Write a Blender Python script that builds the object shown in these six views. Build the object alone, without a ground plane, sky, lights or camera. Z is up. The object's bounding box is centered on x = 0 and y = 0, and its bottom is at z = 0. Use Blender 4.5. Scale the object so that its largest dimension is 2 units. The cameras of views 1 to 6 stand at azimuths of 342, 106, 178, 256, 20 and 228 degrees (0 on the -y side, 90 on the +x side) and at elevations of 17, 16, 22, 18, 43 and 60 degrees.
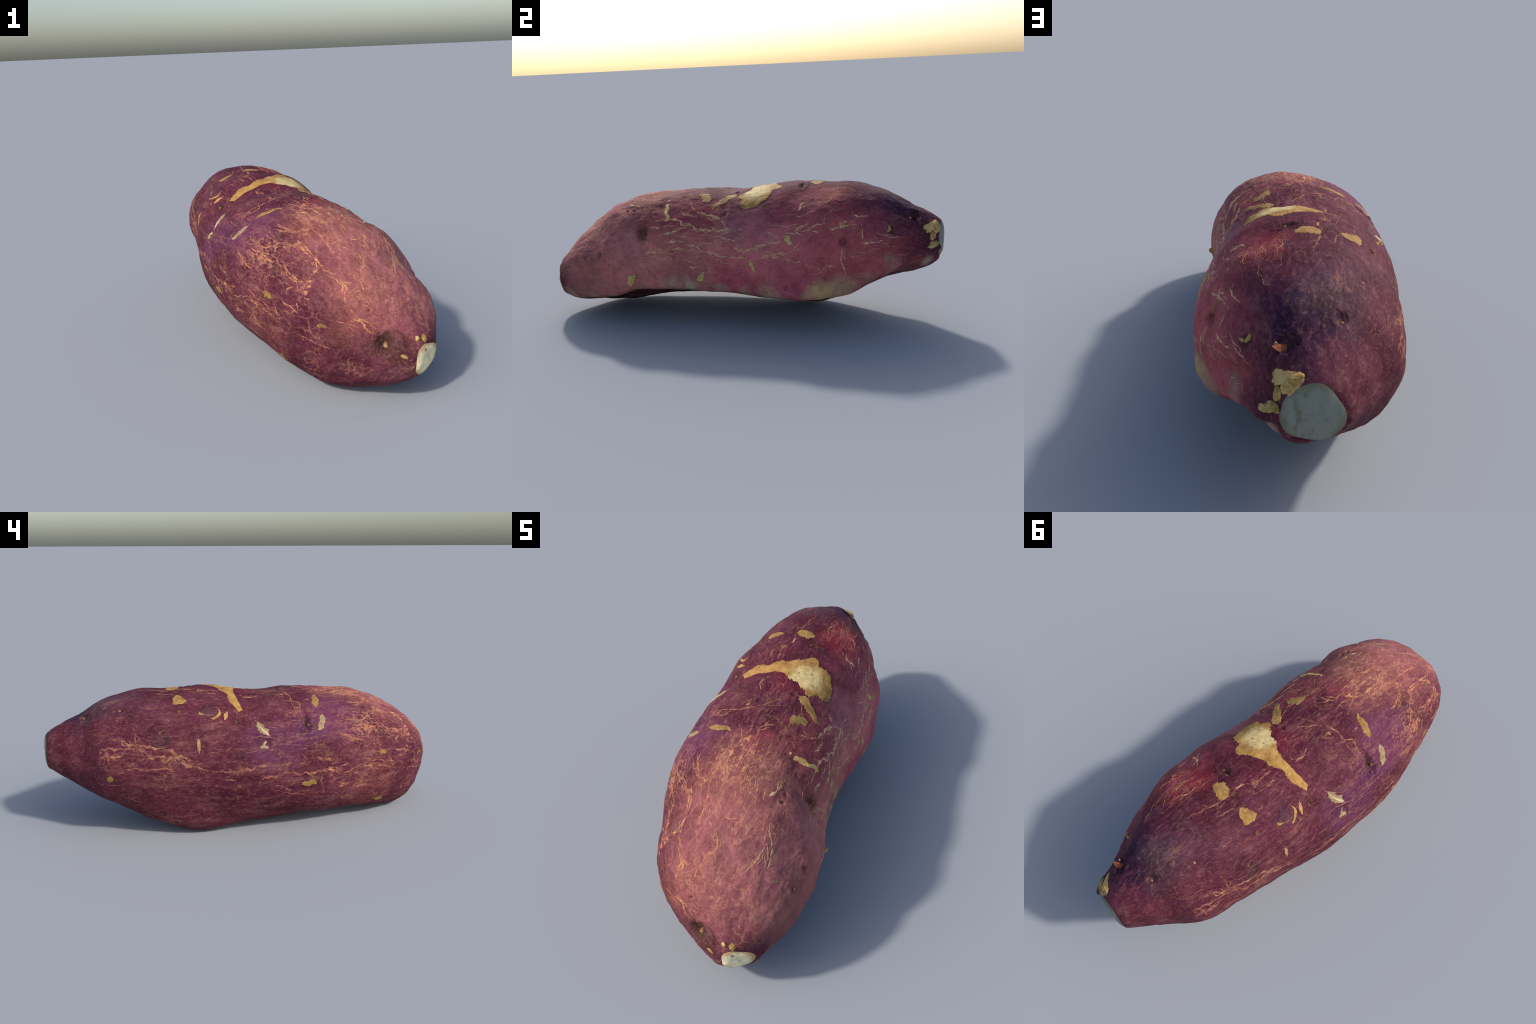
# A purple-skinned sweet potato: one lofted tuber body with two cut ends,
# peeled skin scars, tan growth cracks, root eyes with dried rootlet stubs,
# corky lumps at the ends and a small thorn-like skin flap.
import bpy, bmesh, math
import numpy as np
from mathutils import Vector

rng = np.random.default_rng(20)
for o in list(bpy.data.objects):
    bpy.data.objects.remove(o)

# ------------------------------------------------------------------ helpers
def _hash(ix, iy, iz, seed):
    h = (ix * 374761393 + iy * 668265263 + iz * 2147483647 + seed * 974634777) & 0xFFFFFFFF
    h = ((h ^ (h >> 13)) * 1274126177) & 0xFFFFFFFF
    h = ((h ^ (h >> 16)) * 2246822519) & 0xFFFFFFFF
    return (h ^ (h >> 15)) & 0xFFFFFFFF

def noise3(p, scale, seed=0):
    """smooth value noise in -1..1 for an array of points"""
    q = np.asarray(p, float) * scale + 100.0
    i = np.floor(q).astype(np.int64)
    f = q - i
    f = f * f * f * (f * (f * 6 - 15) + 10)
    out = 0.0
    for dx in (0, 1):
        for dy in (0, 1):
            for dz in (0, 1):
                w = ((f[..., 0] if dx else 1 - f[..., 0]) * (f[..., 1] if dy else 1 - f[..., 1])
                     * (f[..., 2] if dz else 1 - f[..., 2]))
                out = out + w * (_hash(i[..., 0] + dx, i[..., 1] + dy, i[..., 2] + dz, seed) / 2147483647.5 - 1.0)
    return out

def fbm(p, scale, octaves=3, seed=0, gain=0.5):
    s, a, out = scale, 1.0, 0.0
    for k in range(octaves):
        out = out + a * noise3(p, s, seed + k * 17)
        s, a = s * 2.03, a * gain
    return out

def unit(v):
    return v / (np.linalg.norm(v, axis=-1, keepdims=True) + 1e-12)

# ------------------------------------------------------------- body profile
# Spine of the tuber (front end is the -y end) and the directions of its two cut ends.
SPINE = np.array([(0.10, -0.50, 0.30), (0.02, 0.05, 0.34), (0.00, 0.52, 0.36)])
FRONT_TIP = np.array((0.19, -0.98, 0.17))
BACK_TIP = np.array((0.007, 0.980, 0.404))
# Cross-section radii (millimetres) of the loft: one row per station from the front
# cut to the back cut, each row going round from +x over the top to -x and underneath.
STATIONS = [
    (504, 505, 505, 506, 506, 507, 507, 507, 508, 508, 507, 507, 506, 505, 504, 504, 503, 502, 501, 501, 502, 503),
    (520, 513, 508, 506, 508, 513, 519, 522, 525, 529, 534, 536, 537, 534, 535, 537, 538, 538, 533, 531, 529, 526),
    (444, 442, 425, 426, 445, 445, 441, 436, 451, 437, 465, 488, 504, 516, 490, 475, 451, 450, 438, 452, 429, 445),
    (336, 330, 327, 356, 373, 348, 345, 360, 381, 431, 461, 435, 465, 443, 341, 307, 304, 319, 344, 370, 391, 371),
    (285, 281, 288, 298, 271, 261, 285, 300, 343, 414, 436, 430, 458, 421, 213, 164, 183, 228, 278, 307, 325, 302),
    (271, 264, 278, 283, 289, 285, 305, 313, 329, 383, 418, 373, 409, 378, 191, 138, 143, 173, 213, 264, 318, 294),
    (272, 265, 263, 250, 249, 274, 282, 293, 318, 327, 380, 375, 416, 321, 169, 178, 169, 168, 182, 204, 254, 260),
    (250, 262, 253, 235, 243, 271, 290, 321, 346, 376, 402, 366, 398, 316, 173, 173, 169, 183, 196, 210, 260, 266),
    (241, 238, 243, 279, 313, 304, 307, 313, 323, 421, 427, 403, 406, 323, 211, 200, 180, 204, 228, 246, 274, 275),
    (273, 276, 281, 285, 290, 291, 311, 328, 325, 350, 410, 416, 399, 344, 214, 224, 211, 215, 239, 273, 301, 280),
    (314, 304, 306, 299, 296, 302, 295, 272, 314, 377, 395, 388, 382, 385, 277, 237, 229, 230, 250, 281, 322, 321),
    (345, 341, 349, 319, 293, 299, 307, 320, 290, 299, 367, 388, 381, 384, 307, 239, 239, 244, 267, 314, 360, 361),
    (364, 354, 347, 341, 338, 336, 344, 306, 346, 374, 345, 352, 340, 437, 319, 230, 236, 252, 256, 308, 398, 366),
    (378, 361, 353, 333, 332, 311, 293, 320, 323, 339, 304, 310, 311, 427, 329, 250, 248, 256, 254, 310, 416, 378),
    (340, 350, 354, 341, 332, 334, 308, 316, 303, 306, 323, 289, 312, 347, 289, 263, 261, 265, 263, 322, 395, 338),
    (310, 317, 299, 277, 299, 331, 311, 306, 325, 299, 310, 280, 279, 315, 239, 212, 221, 243, 272, 323, 332, 299),
    (317, 304, 300, 306, 300, 312, 312, 304, 323, 294, 324, 322, 282, 301, 211, 174, 177, 203, 242, 281, 307, 320),
    (314, 295, 305, 321, 301, 312, 345, 331, 352, 339, 367, 343, 331, 298, 234, 190, 171, 188, 229, 269, 303, 325),
    (344, 307, 299, 343, 332, 322, 352, 353, 360, 341, 353, 349, 361, 334, 305, 277, 233, 242, 292, 321, 331, 345),
    (486, 491, 408, 399, 425, 434, 422, 446, 456, 441, 445, 440, 410, 396, 397, 432, 450, 457, 440, 424, 417, 440),
    (496, 498, 499, 501, 505, 510, 511, 510, 509, 513, 518, 522, 517, 507, 500, 499, 504, 506, 503, 498, 494, 494),
    (422, 422, 422, 423, 424, 424, 424, 424, 425, 425, 426, 426, 426, 426, 426, 425, 425, 425, 425, 424, 424, 423),
]
RADII = np.array(STATIONS) / 1000.0
N_U, N_T = RADII.shape

def spine_at(t):
    mid = 2 * SPINE[1] - (SPINE[0] + SPINE[2]) / 2
    p = ((1 - t) ** 2)[:, None] * SPINE[0] + (2 * t * (1 - t))[:, None] * mid + (t ** 2)[:, None] * SPINE[2]
    d = (2 * (1 - t))[:, None] * (mid - SPINE[0]) + (2 * t)[:, None] * (SPINE[2] - mid)
    return p, unit(d)

def station_basis(u):
    """cubic B-spline weights of the stations, ends clamped"""
    k = 3
    kn = np.concatenate([np.zeros(k), np.linspace(0, 1, N_U - k + 1), np.ones(k)])
    u = np.clip(u, 0, 1 - 1e-9)
    b = np.stack([(u >= kn[i]) & (u < kn[i + 1]) for i in range(len(kn) - 1)], 1).astype(float)
    for d in range(1, k + 1):
        n = np.zeros((len(u), len(kn) - 1 - d))
        for i in range(n.shape[1]):
            if kn[i + d] > kn[i]:
                n[:, i] += (u - kn[i]) / (kn[i + d] - kn[i]) * b[:, i]
            if kn[i + d + 1] > kn[i + 1]:
                n[:, i] += (kn[i + d + 1] - u) / (kn[i + d + 1] - kn[i + 1]) * b[:, i + 1]
        b = n
    return b

LIP_ANGLE, LIP_SHARPNESS = math.radians(338), 0.55   # profiles are closest together at the lower lip

def angle_basis(th):
    x = np.array(th, float)
    for _ in range(60):
        x = th + LIP_SHARPNESS * np.sin(x - LIP_ANGLE)
    x = (x / (2 * np.pi) * N_T) % N_T
    i = np.floor(x).astype(int)
    f = x - i
    w = np.stack([(1 - f) ** 3, 3 * f ** 3 - 6 * f ** 2 + 4, -3 * f ** 3 + 3 * f ** 2 + 3 * f + 1, f ** 3], 1) / 6
    b = np.zeros((len(th), N_T))
    for j in range(4):
        np.add.at(b, (np.arange(len(th)), (i - 1 + j) % N_T), w[:, j])
    return b

def smooth_body(u, th):
    """point on the smooth tuber at station u (0..1) and angle th (radians)"""
    u, th = np.asarray(u, float), np.asarray(th, float)
    c, ax = spine_at(np.clip((u - 0.3) / 0.4, 0, 1))
    phi = np.where(u < .3, (1 - u / .3) * np.pi / 2, np.where(u > .7, -(u - .7) / .3 * np.pi / 2, 0.0))
    w = (np.abs(phi) / (np.pi / 2))[:, None]
    tip = np.where((phi > 0)[:, None], unit(FRONT_TIP - SPINE[0]), -unit(BACK_TIP - SPINE[2]))
    a = unit(-ax * (1 - w) + tip * w)
    side = -unit(np.cross(a, (0.0, 0.0, 1.0)))
    up = np.cross(a, side)
    up = up * np.sign(up[:, 2:3])
    d = np.sin(phi)[:, None] * a + np.cos(phi)[:, None] * (np.cos(th)[:, None] * side + np.sin(th)[:, None] * up)
    r = (station_basis(u) @ RADII * angle_basis(th)).sum(1)
    return c + r[:, None] * d

def smooth_frame(u, th):
    """point, unit normal, unit tangent along the tuber, unit tangent round it"""
    e = 0.004
    p = smooth_body(u, th)
    along = unit(smooth_body(np.clip(u + e, 0, 1), th) - smooth_body(np.clip(u - e, 0, 1), th))
    around = unit(smooth_body(u, th + 0.01) - smooth_body(u, th - 0.01))
    n = unit(np.cross(along, around))
    return p, n, along, unit(np.cross(n, along))

# ------------------------------------------------------- eyes, dents, lumps
# (station per mille, angle in degrees, half size along, half size round, depth in mm; minus = swelling)
DENTS = {
    "eye_saddle": (617, 81.0, 13, 28, 11),
    "shoulderF": (275, 48.0, 45, 60, -7),
    "pitF": (316, 39.0, 19, 40, 32),
    "pitH": (428, 146.0, 16, 32, 22),
    "pitH2": (431, 152.0, 12, 16, 12),
    "pitJ": (541, 140.5, 14, 22, 13),
    "pitL": (499, 161.0, 13, 16, 8),
    "pitP": (293, 156.5, 12, 25, 15),
    "stemQ": (62, 162.5, 30, 34, 22),
    "horn": (920, 66.0, 22, 24, 18),
    "holeS": (872, 32.5, 20, 26, 10),
    "holeT": (729, 17.0, 15, 20, 14),
    "pitU": (124, 28.5, 13, 15, 9),
    "pitV": (170, 23.5, 12, 18, 8),
    "dotW": (103, 141.0, 6, 7, 6),
    "h1": (484, 81.5, 9, 12, 8),
    "h2": (468, 48.0, 10, 11, 7),
    "h3": (884, 112.0, 16, 16, 8),
    "h4": (783, 122.0, 10, 12, 4),
    "h5": (274, 69.0, 7, 7, 6),
    "h6": (297, 67.5, 7, 7, 6),
    "h7": (593, 341.5, 12, 12, 8),
    "h8": (347, 174.5, 9, 9, 4),
    "slitN": (617, 160.5, 24, 30, 4),
    "ringO": (672, 153.0, 24, 26, -3),
    "lumpM": (593, 131.0, 26, 30, -4),
    "h9": (412, 24.5, 14, 30, 4),
    "h10": (470, 13.0, 20, 28, 4),
    "h11": (646, 130.5, 9, 9, -3),
    "foldD": (467, 53.0, 16, 60, 4.9),
    "foldE": (353, 66.5, 16, 48, 4.9),
    "foldJ": (539, 145.0, 18, 60, 4.9),
    "foldF": (310, 25.5, 26, 60, 4.9),
    "foldH": (434, 150.5, 30, 60, 4.9),
    "foldP": (303, 159.0, 24, 50, 4),
    "foldQ": (44, 143.0, 30, 20, 4.5),
}
DENT_LIST = list(DENTS.values())
_p, _n, _a, _r = smooth_frame(np.array([d[0] / 1000 for d in DENT_LIST]), np.radians([d[1] for d in DENT_LIST]))
DENT_FRAMES = list(zip(_p, _n, _a, _r))

def relief(p):
    """height (m) of the skin relief above the smooth tuber at points p"""
    stretched = p * np.array((1.0, 0.55, 1.0))
    h = 0.0016 * fbm(p, 11.0, 2, 3)
    h = h + 0.0022 * fbm(stretched, 24.0, 2, 31)
    h = h + 0.0006 * fbm(p, 80.0, 2, 57)
    # lengthwise wrinkles towards the front end
    front = np.clip((-0.45 - p[:, 1]) / 0.35, 0, 1)
    h = h + front * 0.0022 * noise3(p * np.array((34.0, 6.0, 34.0)), 1.0, 71)
    for (u, a, ra, rr, depth), (c, n, al, ro) in zip(DENT_LIST, DENT_FRAMES):
        d = p - c
        near = np.nonzero((np.abs(d) < 4 * max(ra, rr) / 1000).all(1))[0]
        if not len(near):
            continue
        d = d[near]
        wob = np.clip(1 + (0.45 if depth > 5 else 0.12) * fbm(p[near], 48.0, 3, 5, 0.7), 0.25, 2.5)
        q = ((d @ al) / (ra / 1000)) ** 2 + ((d @ ro) / (rr / 1000)) ** 2 + ((d @ n) / (2.5 * max(ra, rr) / 1000)) ** 2
        q = q * wob
        lip = 0.32 * depth if abs(depth) < 10 else 3.2
        h[near] += -depth / 1000 * np.exp(-q) + lip / 1000 * np.exp(-(np.sqrt(q) - 1.7) ** 2 * 2.5)
    return h

def skin_at(u, th):
    """point on the wrinkled skin, with normal and the two tangents"""
    u, th = np.atleast_1d(np.asarray(u, float)), np.atleast_1d(np.asarray(th, float))
    p, n, al, ro = smooth_frame(u, th)
    return p + relief(p)[:, None] * n, n, al, ro

# ---------------------------------------------------------------- materials
def srgb(r, g, b):
    f = lambda c: c / 12.92 if c <= 0.04045 else ((c + 0.055) / 1.055) ** 2.4
    return (f(r / 255), f(g / 255), f(b / 255), 1.0)

class Tree:
    def __init__(self, tree):
        self.t = tree
    def node(self, kind, **inputs):
        n = self.t.nodes.new(kind)
        for k, v in inputs.items():
            setattr(n, k, v)
        return n
    def link(self, a, b):
        self.t.links.new(a, b)
    def put(self, sock, v):
        if isinstance(v, bpy.types.NodeSocket):
            self.link(v, sock)
        elif v is not None:
            sock.default_value = v
    def math(self, op, a, b=None, c=None, clamp=False):
        n = self.node("ShaderNodeMath", operation=op, use_clamp=clamp)
        for s, v in zip(n.inputs, (a, b, c)):
            self.put(s, v)
        return n.outputs[0]
    def vec(self, op, a, b=None, scale=None):
        n = self.node("ShaderNodeVectorMath", operation=op)
        self.put(n.inputs[0], a)
        if b is not None:
            self.put(n.inputs[1], b)
        if scale is not None:
            self.put(n.inputs["Scale"], scale)
        return n.outputs["Value"] if op in ("LENGTH", "DISTANCE", "DOT_PRODUCT") else n.outputs[0]
    def mix(self, fac, a, b, mode="MIX"):
        n = self.node("ShaderNodeMix", data_type="RGBA", blend_type=mode)
        self.put(n.inputs[0], fac)
        self.put(n.inputs[6], a)
        self.put(n.inputs[7], b)
        return n.outputs[2]
    def noise(self, co, scale, detail=3.0, rough=0.55, distort=0.0, colour=False):
        n = self.node("ShaderNodeTexNoise")
        self.link(co, n.inputs["Vector"])
        n.inputs["Scale"].default_value = scale
        n.inputs["Detail"].default_value = detail
        n.inputs["Roughness"].default_value = rough
        n.inputs["Distortion"].default_value = distort
        return n.outputs["Color" if colour else "Fac"]
    def voronoi(self, co, scale, feature="DISTANCE_TO_EDGE"):
        n = self.node("ShaderNodeTexVoronoi", feature=feature)
        self.link(co, n.inputs["Vector"])
        n.inputs["Scale"].default_value = scale
        return n.outputs["Distance"]
    def step(self, v, lo, hi, a=0.0, b=1.0):
        n = self.node("ShaderNodeMapRange", interpolation_type="SMOOTHSTEP")
        self.put(n.inputs[0], v)
        for k, x in zip((1, 2, 3, 4), (lo, hi, a, b)):
            self.put(n.inputs[k], x)
        return n.outputs[0]
    def ramp(self, v, stops):
        n = self.node("ShaderNodeValToRGB")
        e = n.color_ramp.elements
        while len(e) < len(stops):
            e.new(0.5)
        for el, (pos, col) in zip(e, stops):
            el.position, el.color = pos, col
        self.link(v, n.inputs[0])
        return n.outputs[0]

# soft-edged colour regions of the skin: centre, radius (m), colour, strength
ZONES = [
    ((0.42, -0.05, 0.3), 0.44, (206, 114, 114), 0.9),  # this and next three: +x flank lightened, capture light baked into the skin colour
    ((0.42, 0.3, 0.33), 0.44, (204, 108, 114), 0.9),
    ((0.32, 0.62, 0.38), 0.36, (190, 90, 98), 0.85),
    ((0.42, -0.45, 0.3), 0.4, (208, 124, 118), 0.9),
    ((0.14, -0.75, 0.45), 0.36, (168, 99, 102), 0.88),
    ((0.05, -0.5, 0.6), 0.26, (154, 90, 86), 0.75),
    ((0.0, -0.85, 0.38), 0.16, (156, 90, 84), 0.6),
    ((0.06, -0.31, 0.62), 0.07, (136, 52, 64), 0.75),
    ((-0.22, -0.33, 0.55), 0.17, (112, 56, 88), 0.62),
    ((-0.33, -0.02, 0.45), 0.17, (94, 48, 80), 0.6),
    ((-0.3, -0.2, 0.5), 0.12, (86, 46, 88), 0.5),
    ((0.05, 0.05, 0.66), 0.14, (102, 30, 50), 0.75),
    ((-0.02, 0.22, 0.66), 0.12, (92, 26, 50), 0.65),
    ((0.15, 0.5, 0.6), 0.13, (146, 44, 62), 0.75),
    ((0.1, 0.4, 0.63), 0.12, (138, 38, 56), 0.7),
    ((0.03, 0.76, 0.57), 0.2, (62, 24, 56), 0.92),
    ((0.03, 0.82, 0.55), 0.1, (48, 16, 48), 0.75),
    ((-0.07, 0.65, 0.62), 0.13, (100, 68, 82), 0.5),
    ((-0.16, 0.5, 0.6), 0.14, (98, 54, 70), 0.5),
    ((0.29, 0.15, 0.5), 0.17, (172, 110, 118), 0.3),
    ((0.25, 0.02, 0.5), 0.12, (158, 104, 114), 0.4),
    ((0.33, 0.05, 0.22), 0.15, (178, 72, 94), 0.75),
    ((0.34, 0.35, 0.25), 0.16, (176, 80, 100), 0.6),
    ((0.33, -0.5, 0.42), 0.09, (186, 140, 142), 0.25),
    ((0.34, -0.2, 0.28), 0.16, (164, 102, 100), 0.6),
    ((0.35, -0.75, 0.22), 0.18, (178, 112, 106), 0.7),
    ((0.28, -0.85, 0.3), 0.1, (158, 108, 98), 0.4),
    ((0.2, 0.72, 0.5), 0.12, (118, 46, 70), 0.5),
    ((-0.27, -0.55, 0.2), 0.2, (108, 50, 54), 0.5),
    ((-0.25, 0.45, 0.3), 0.25, (84, 34, 48), 0.5),
    ((-0.12, 0.8, 0.35), 0.18, (86, 40, 52), 0.5),
    ((0.31, 0.47, 0.185), 0.1, (206, 176, 116), 0.9),
    ((0.31, 0.38, 0.155), 0.08, (196, 160, 112), 0.85),
    ((0.31, 0.56, 0.21), 0.09, (186, 150, 118), 0.85),
    ((0.3, 0.66, 0.25), 0.08, (176, 134, 112), 0.75),
    ((0.22, 0.78, 0.29), 0.08, (176, 148, 124), 0.8),
    ((0.12, 0.92, 0.315), 0.07, (180, 158, 132), 0.75),
    ((0.345, 0.22, 0.165), 0.08, (190, 156, 124), 0.85),
    ((0.33, 0.09, 0.175), 0.07, (184, 150, 124), 0.85),
    ((0.315, -0.05, 0.18), 0.07, (186, 156, 130), 0.85),
    ((0.308, -0.18, 0.185), 0.08, (190, 170, 144), 0.9),
    ((0.31, -0.3, 0.185), 0.08, (186, 160, 132), 0.85),
    ((0.335, -0.43, 0.165), 0.08, (184, 146, 118), 0.85),
    ((0.33, -0.58, 0.13), 0.08, (182, 142, 118), 0.75),
    ((0.31, -0.73, 0.1), 0.08, (184, 144, 120), 0.7),
    ((0.26, -0.87, 0.1), 0.07, (186, 148, 122), 0.7),
    ((-0.226, 0.255, 0.615), 0.06, (70, 42, 56), 0.7),
    ((-0.281, 0.455, 0.502), 0.05, (62, 42, 46), 0.7),
    ((-0.08, 0.78, 0.57), 0.12, (78, 54, 62), 0.6),
    ((0.24, -0.22, 0.55), 0.2, (158, 70, 78), 0.75),
    ((0.22, 0.3, 0.58), 0.13, (146, 60, 76), 0.6),
    ((0.085, -0.965, 0.225), 0.06, (66, 34, 32), 0.75),
    ((0.04, -0.95, 0.24), 0.07, (70, 38, 34), 0.6),
    ((-0.08, -0.88, 0.27), 0.09, (98, 58, 50), 0.5),
    ((0.0, 0.72, 0.6), 0.1, (84, 64, 72), 0.5),
]
# where the web of fine tan fibres is dense: centre, radius, strength
FIBRES = [
    ((0.34, -0.12, 0.4), 0.24, 0.6),
    ((0.34, 0.25, 0.42), 0.2, 0.45),
    ((0.27, 0.58, 0.45), 0.2, 0.5),
    ((0.13, 0.48, 0.6), 0.14, 1.0),
    ((0.12, -0.75, 0.45), 0.4, 0.6),
    ((0.05, -0.45, 0.62), 0.25, 0.9),
    ((0.14, 0.5, 0.6), 0.17, 1.0),
    ((-0.03, 0.68, 0.6), 0.16, 0.8),
    ((-0.2, -0.5, 0.5), 0.25, 0.6),
    ((-0.25, -0.15, 0.5), 0.2, 0.5),
    ((-0.25, -0.5, 0.25), 0.3, 0.45),
    ((-0.3, 0.5, 0.38), 0.2, 0.6),
    ((0.25, 0.55, 0.45), 0.2, 0.5),
]

def build_skin_group():
    g = bpy.data.node_groups.new("sweet_potato_skin_colour", "ShaderNodeTree")
    g.interface.new_socket("Color", in_out="OUTPUT", socket_type="NodeSocketColor")
    g.interface.new_socket("Height", in_out="OUTPUT", socket_type="NodeSocketFloat")
    t = Tree(g)
    out = t.node("NodeGroupOutput")
    co = t.node("ShaderNodeTexCoord").outputs["Object"]
    wob = t.vec("SUBTRACT", t.noise(co, 7.0, 4.0, 0.6, colour=True), (0.5, 0.5, 0.5))
    warped = t.vec("ADD", co, t.vec("SCALE", wob, scale=0.22))
    fibre_co = t.vec("MULTIPLY", co, (1.0, 0.22, 1.0))
    fine_wob = t.vec("SUBTRACT", t.noise(co, 24.0, 4.0, 0.65, colour=True), (0.5, 0.5, 0.5))

    col = t.ramp(t.noise(co, 3.4, 5.0, 0.6), [(0.28, srgb(*(64, 20, 36))), (0.44, srgb(*(80, 28, 46))), (0.56, srgb(*(91, 38, 54))), (0.70, srgb(*(102, 52, 68)))])
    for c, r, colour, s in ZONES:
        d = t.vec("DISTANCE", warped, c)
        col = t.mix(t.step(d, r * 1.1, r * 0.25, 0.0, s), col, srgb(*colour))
    # cloudy tone, brownish scuffing and grain
    cloud = t.noise(co, 16.0, 5.0, 0.65)
    col = t.mix(t.step(cloud, 0.38, 0.64, 0.0, 0.6), col, t.mix(1.0, col, (0.58, 0.52, 0.54, 1), "MULTIPLY"))
    scuff = t.noise(t.vec("ADD", fibre_co, (7.3, 2.1, 5.5)), 21.0, 6.0, 0.75)
    col = t.mix(t.step(scuff, 0.50, 0.70, 0.0, 0.35), col, srgb(146, 102, 98))
    grain = t.noise(t.vec("MULTIPLY", co, (1.0, 0.6, 1.0)), 85.0, 6.0, 0.8)
    col = t.mix(t.step(grain, 0.50, 0.34, 0.0, 0.6), col, t.mix(1.0, col, (0.45, 0.40, 0.42, 1), "MULTIPLY"))
    col = t.mix(t.step(grain, 0.51, 0.74, 0.0, 0.36), col, srgb(182, 130, 128))
    fleck = t.noise(co, 190.0, 2.0, 0.5)
    col = t.mix(t.step(fleck, 0.60, 0.82, 0.0, 0.25), col, srgb(196, 150, 138))
    # web of fine cracks and fibres, mostly lengthwise
    dense = None
    for c, r, s in FIBRES:
        m = t.step(t.vec("DISTANCE", warped, c), r, r * 0.2, 0.0, s)
        dense = m if dense is None else t.math("MAXIMUM", dense, m)
    patchy = t.noise(co, 5.5, 3.0, 0.6)
    amount = t.math("MAXIMUM", t.step(patchy, 0.48, 0.66, 0.08, 0.5), t.math("MULTIPLY", dense, t.step(patchy, 0.32, 0.52, 0.6, 1.0)))
    web = t.vec("ADD", fibre_co, t.vec("SCALE", fine_wob, scale=0.026))

    def ridge(shift, scale, detail, rough, width):
        n = t.noise(t.vec("ADD", web, shift), scale, detail, rough)
        return t.step(t.math("ABSOLUTE", t.math("SUBTRACT", n, 0.5)), width, width * 0.25)

    line = ridge((0.0, 0.0, 0.0), 8.0, 5.0, 0.55, 0.013)
    line_b = ridge((4.2, 9.1, 1.3), 12.0, 5.0, 0.55, 0.015)
    cell = t.step(t.voronoi(t.vec("ADD", web, (3.1, 1.7, 0.4)), 15.0), 0.04, 0.01)
    fine = ridge((1.9, 3.3, 8.7), 30.0, 6.0, 0.7, 0.035)
    breaks = t.step(t.noise(co, 60.0, 5.0, 0.75), 0.40, 0.56)
    lines = t.math("MAXIMUM", t.math("MAXIMUM", line, line_b), t.math("MAXIMUM", t.math("MULTIPLY", cell, 0.8), t.math("MULTIPLY", fine, t.math("MULTIPLY", dense, 0.6))))
    lines = t.math("MULTIPLY", t.math("MULTIPLY", lines, amount), t.math("ADD", t.math("MULTIPLY", breaks, 0.8), 0.2), clamp=True)
    shady_side = t.step(t.vec("DISTANCE", warped, (0.55, 0.0, 0.35)), 0.42, 0.25)  # mask that brightens the fibre tint on the flank away from the sun
    tone = t.math("MAXIMUM", shady_side, t.step(t.vec("DISTANCE", co, (0.1, -0.7, 0.5)), 0.75, 0.35))
    col = t.mix(t.math("MULTIPLY", lines, 0.85), col, t.mix(tone, srgb(158, 106, 88), srgb(208, 148, 114)))
    # dirt in the root eyes
    for (u, a, ra, rr, depth), (c, n, al, ro) in zip(DENT_LIST, DENT_FRAMES):
        if depth < 5:
            continue
        d = t.vec("DISTANCE", t.vec("ADD", co, t.vec("SCALE", fine_wob, scale=0.03)), tuple(float(x) for x in c))
        r = (1.3 if depth > 12 else 1.05) * (ra + rr) / 2000
        rough_edge = t.math("MULTIPLY", t.step(grain, 0.62, 0.42, 0.35, 1.0), t.step(d, r * 1.3, r * 0.25, 0.0, 0.85))
        col = t.mix(rough_edge, col, srgb(56, 44, 31))
    h = t.math("ADD", t.math("MULTIPLY", grain, 0.6), t.math("MULTIPLY", lines, 0.5))
    t.link(col, out.inputs[0])
    t.link(h, out.inputs[1])
    return g

SKIN_GROUP = build_skin_group()

def new_material(name):
    m = bpy.data.materials.new(name)
    m.use_nodes = True
    b = m.node_tree.nodes["Principled BSDF"]
    return m, Tree(m.node_tree), b

def finish(t, b, col, height=None, rough=0.75, spec=0.12, bump=0.4, dist=0.004):
    t.put(b.inputs["Base Color"], col)
    t.put(b.inputs["Roughness"], rough)
    b.inputs["Specular IOR Level"].default_value = spec
    if height is not None:
        n = t.node("ShaderNodeBump")
        n.inputs["Strength"].default_value = bump
        n.inputs["Distance"].default_value = dist
        t.link(height, n.inputs["Height"])
        t.link(n.outputs[0], b.inputs["Normal"])

def skin_material():
    m, t, b = new_material("purple_red_skin")
    g = t.node("ShaderNodeGroup")
    g.node_tree = SKIN_GROUP
    finish(t, b, g.outputs[0], g.outputs[1])
    return m

def crack_material(name, tones, cover, gaps=0.3):
    """skin broken up by rough tan cork"""
    m, t, b = new_material(name)
    g = t.node("ShaderNodeGroup")
    g.node_tree = SKIN_GROUP
    co = t.node("ShaderNodeTexCoord").outputs["Object"]
    n = t.noise(t.vec("MULTIPLY", co, (1.0, 0.35, 1.0)), 120.0, 6.0, 0.8)
    big = t.noise(co, 20.0, 3.0, 0.6)
    tan = t.ramp(t.noise(co, 40.0, 4.0, 0.6), [(0.3, srgb(*tones[0])), (0.5, srgb(*tones[1])), (0.7, srgb(*tones[2]))])
    f = t.math("ADD", t.step(n, 0.40, 0.56, 0.0, cover), t.step(big, 0.36, 0.58, -gaps, 0.1), clamp=True)
    finish(t, b, t.mix(f, g.outputs[0], tan), n, bump=0.4)
    return m

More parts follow.
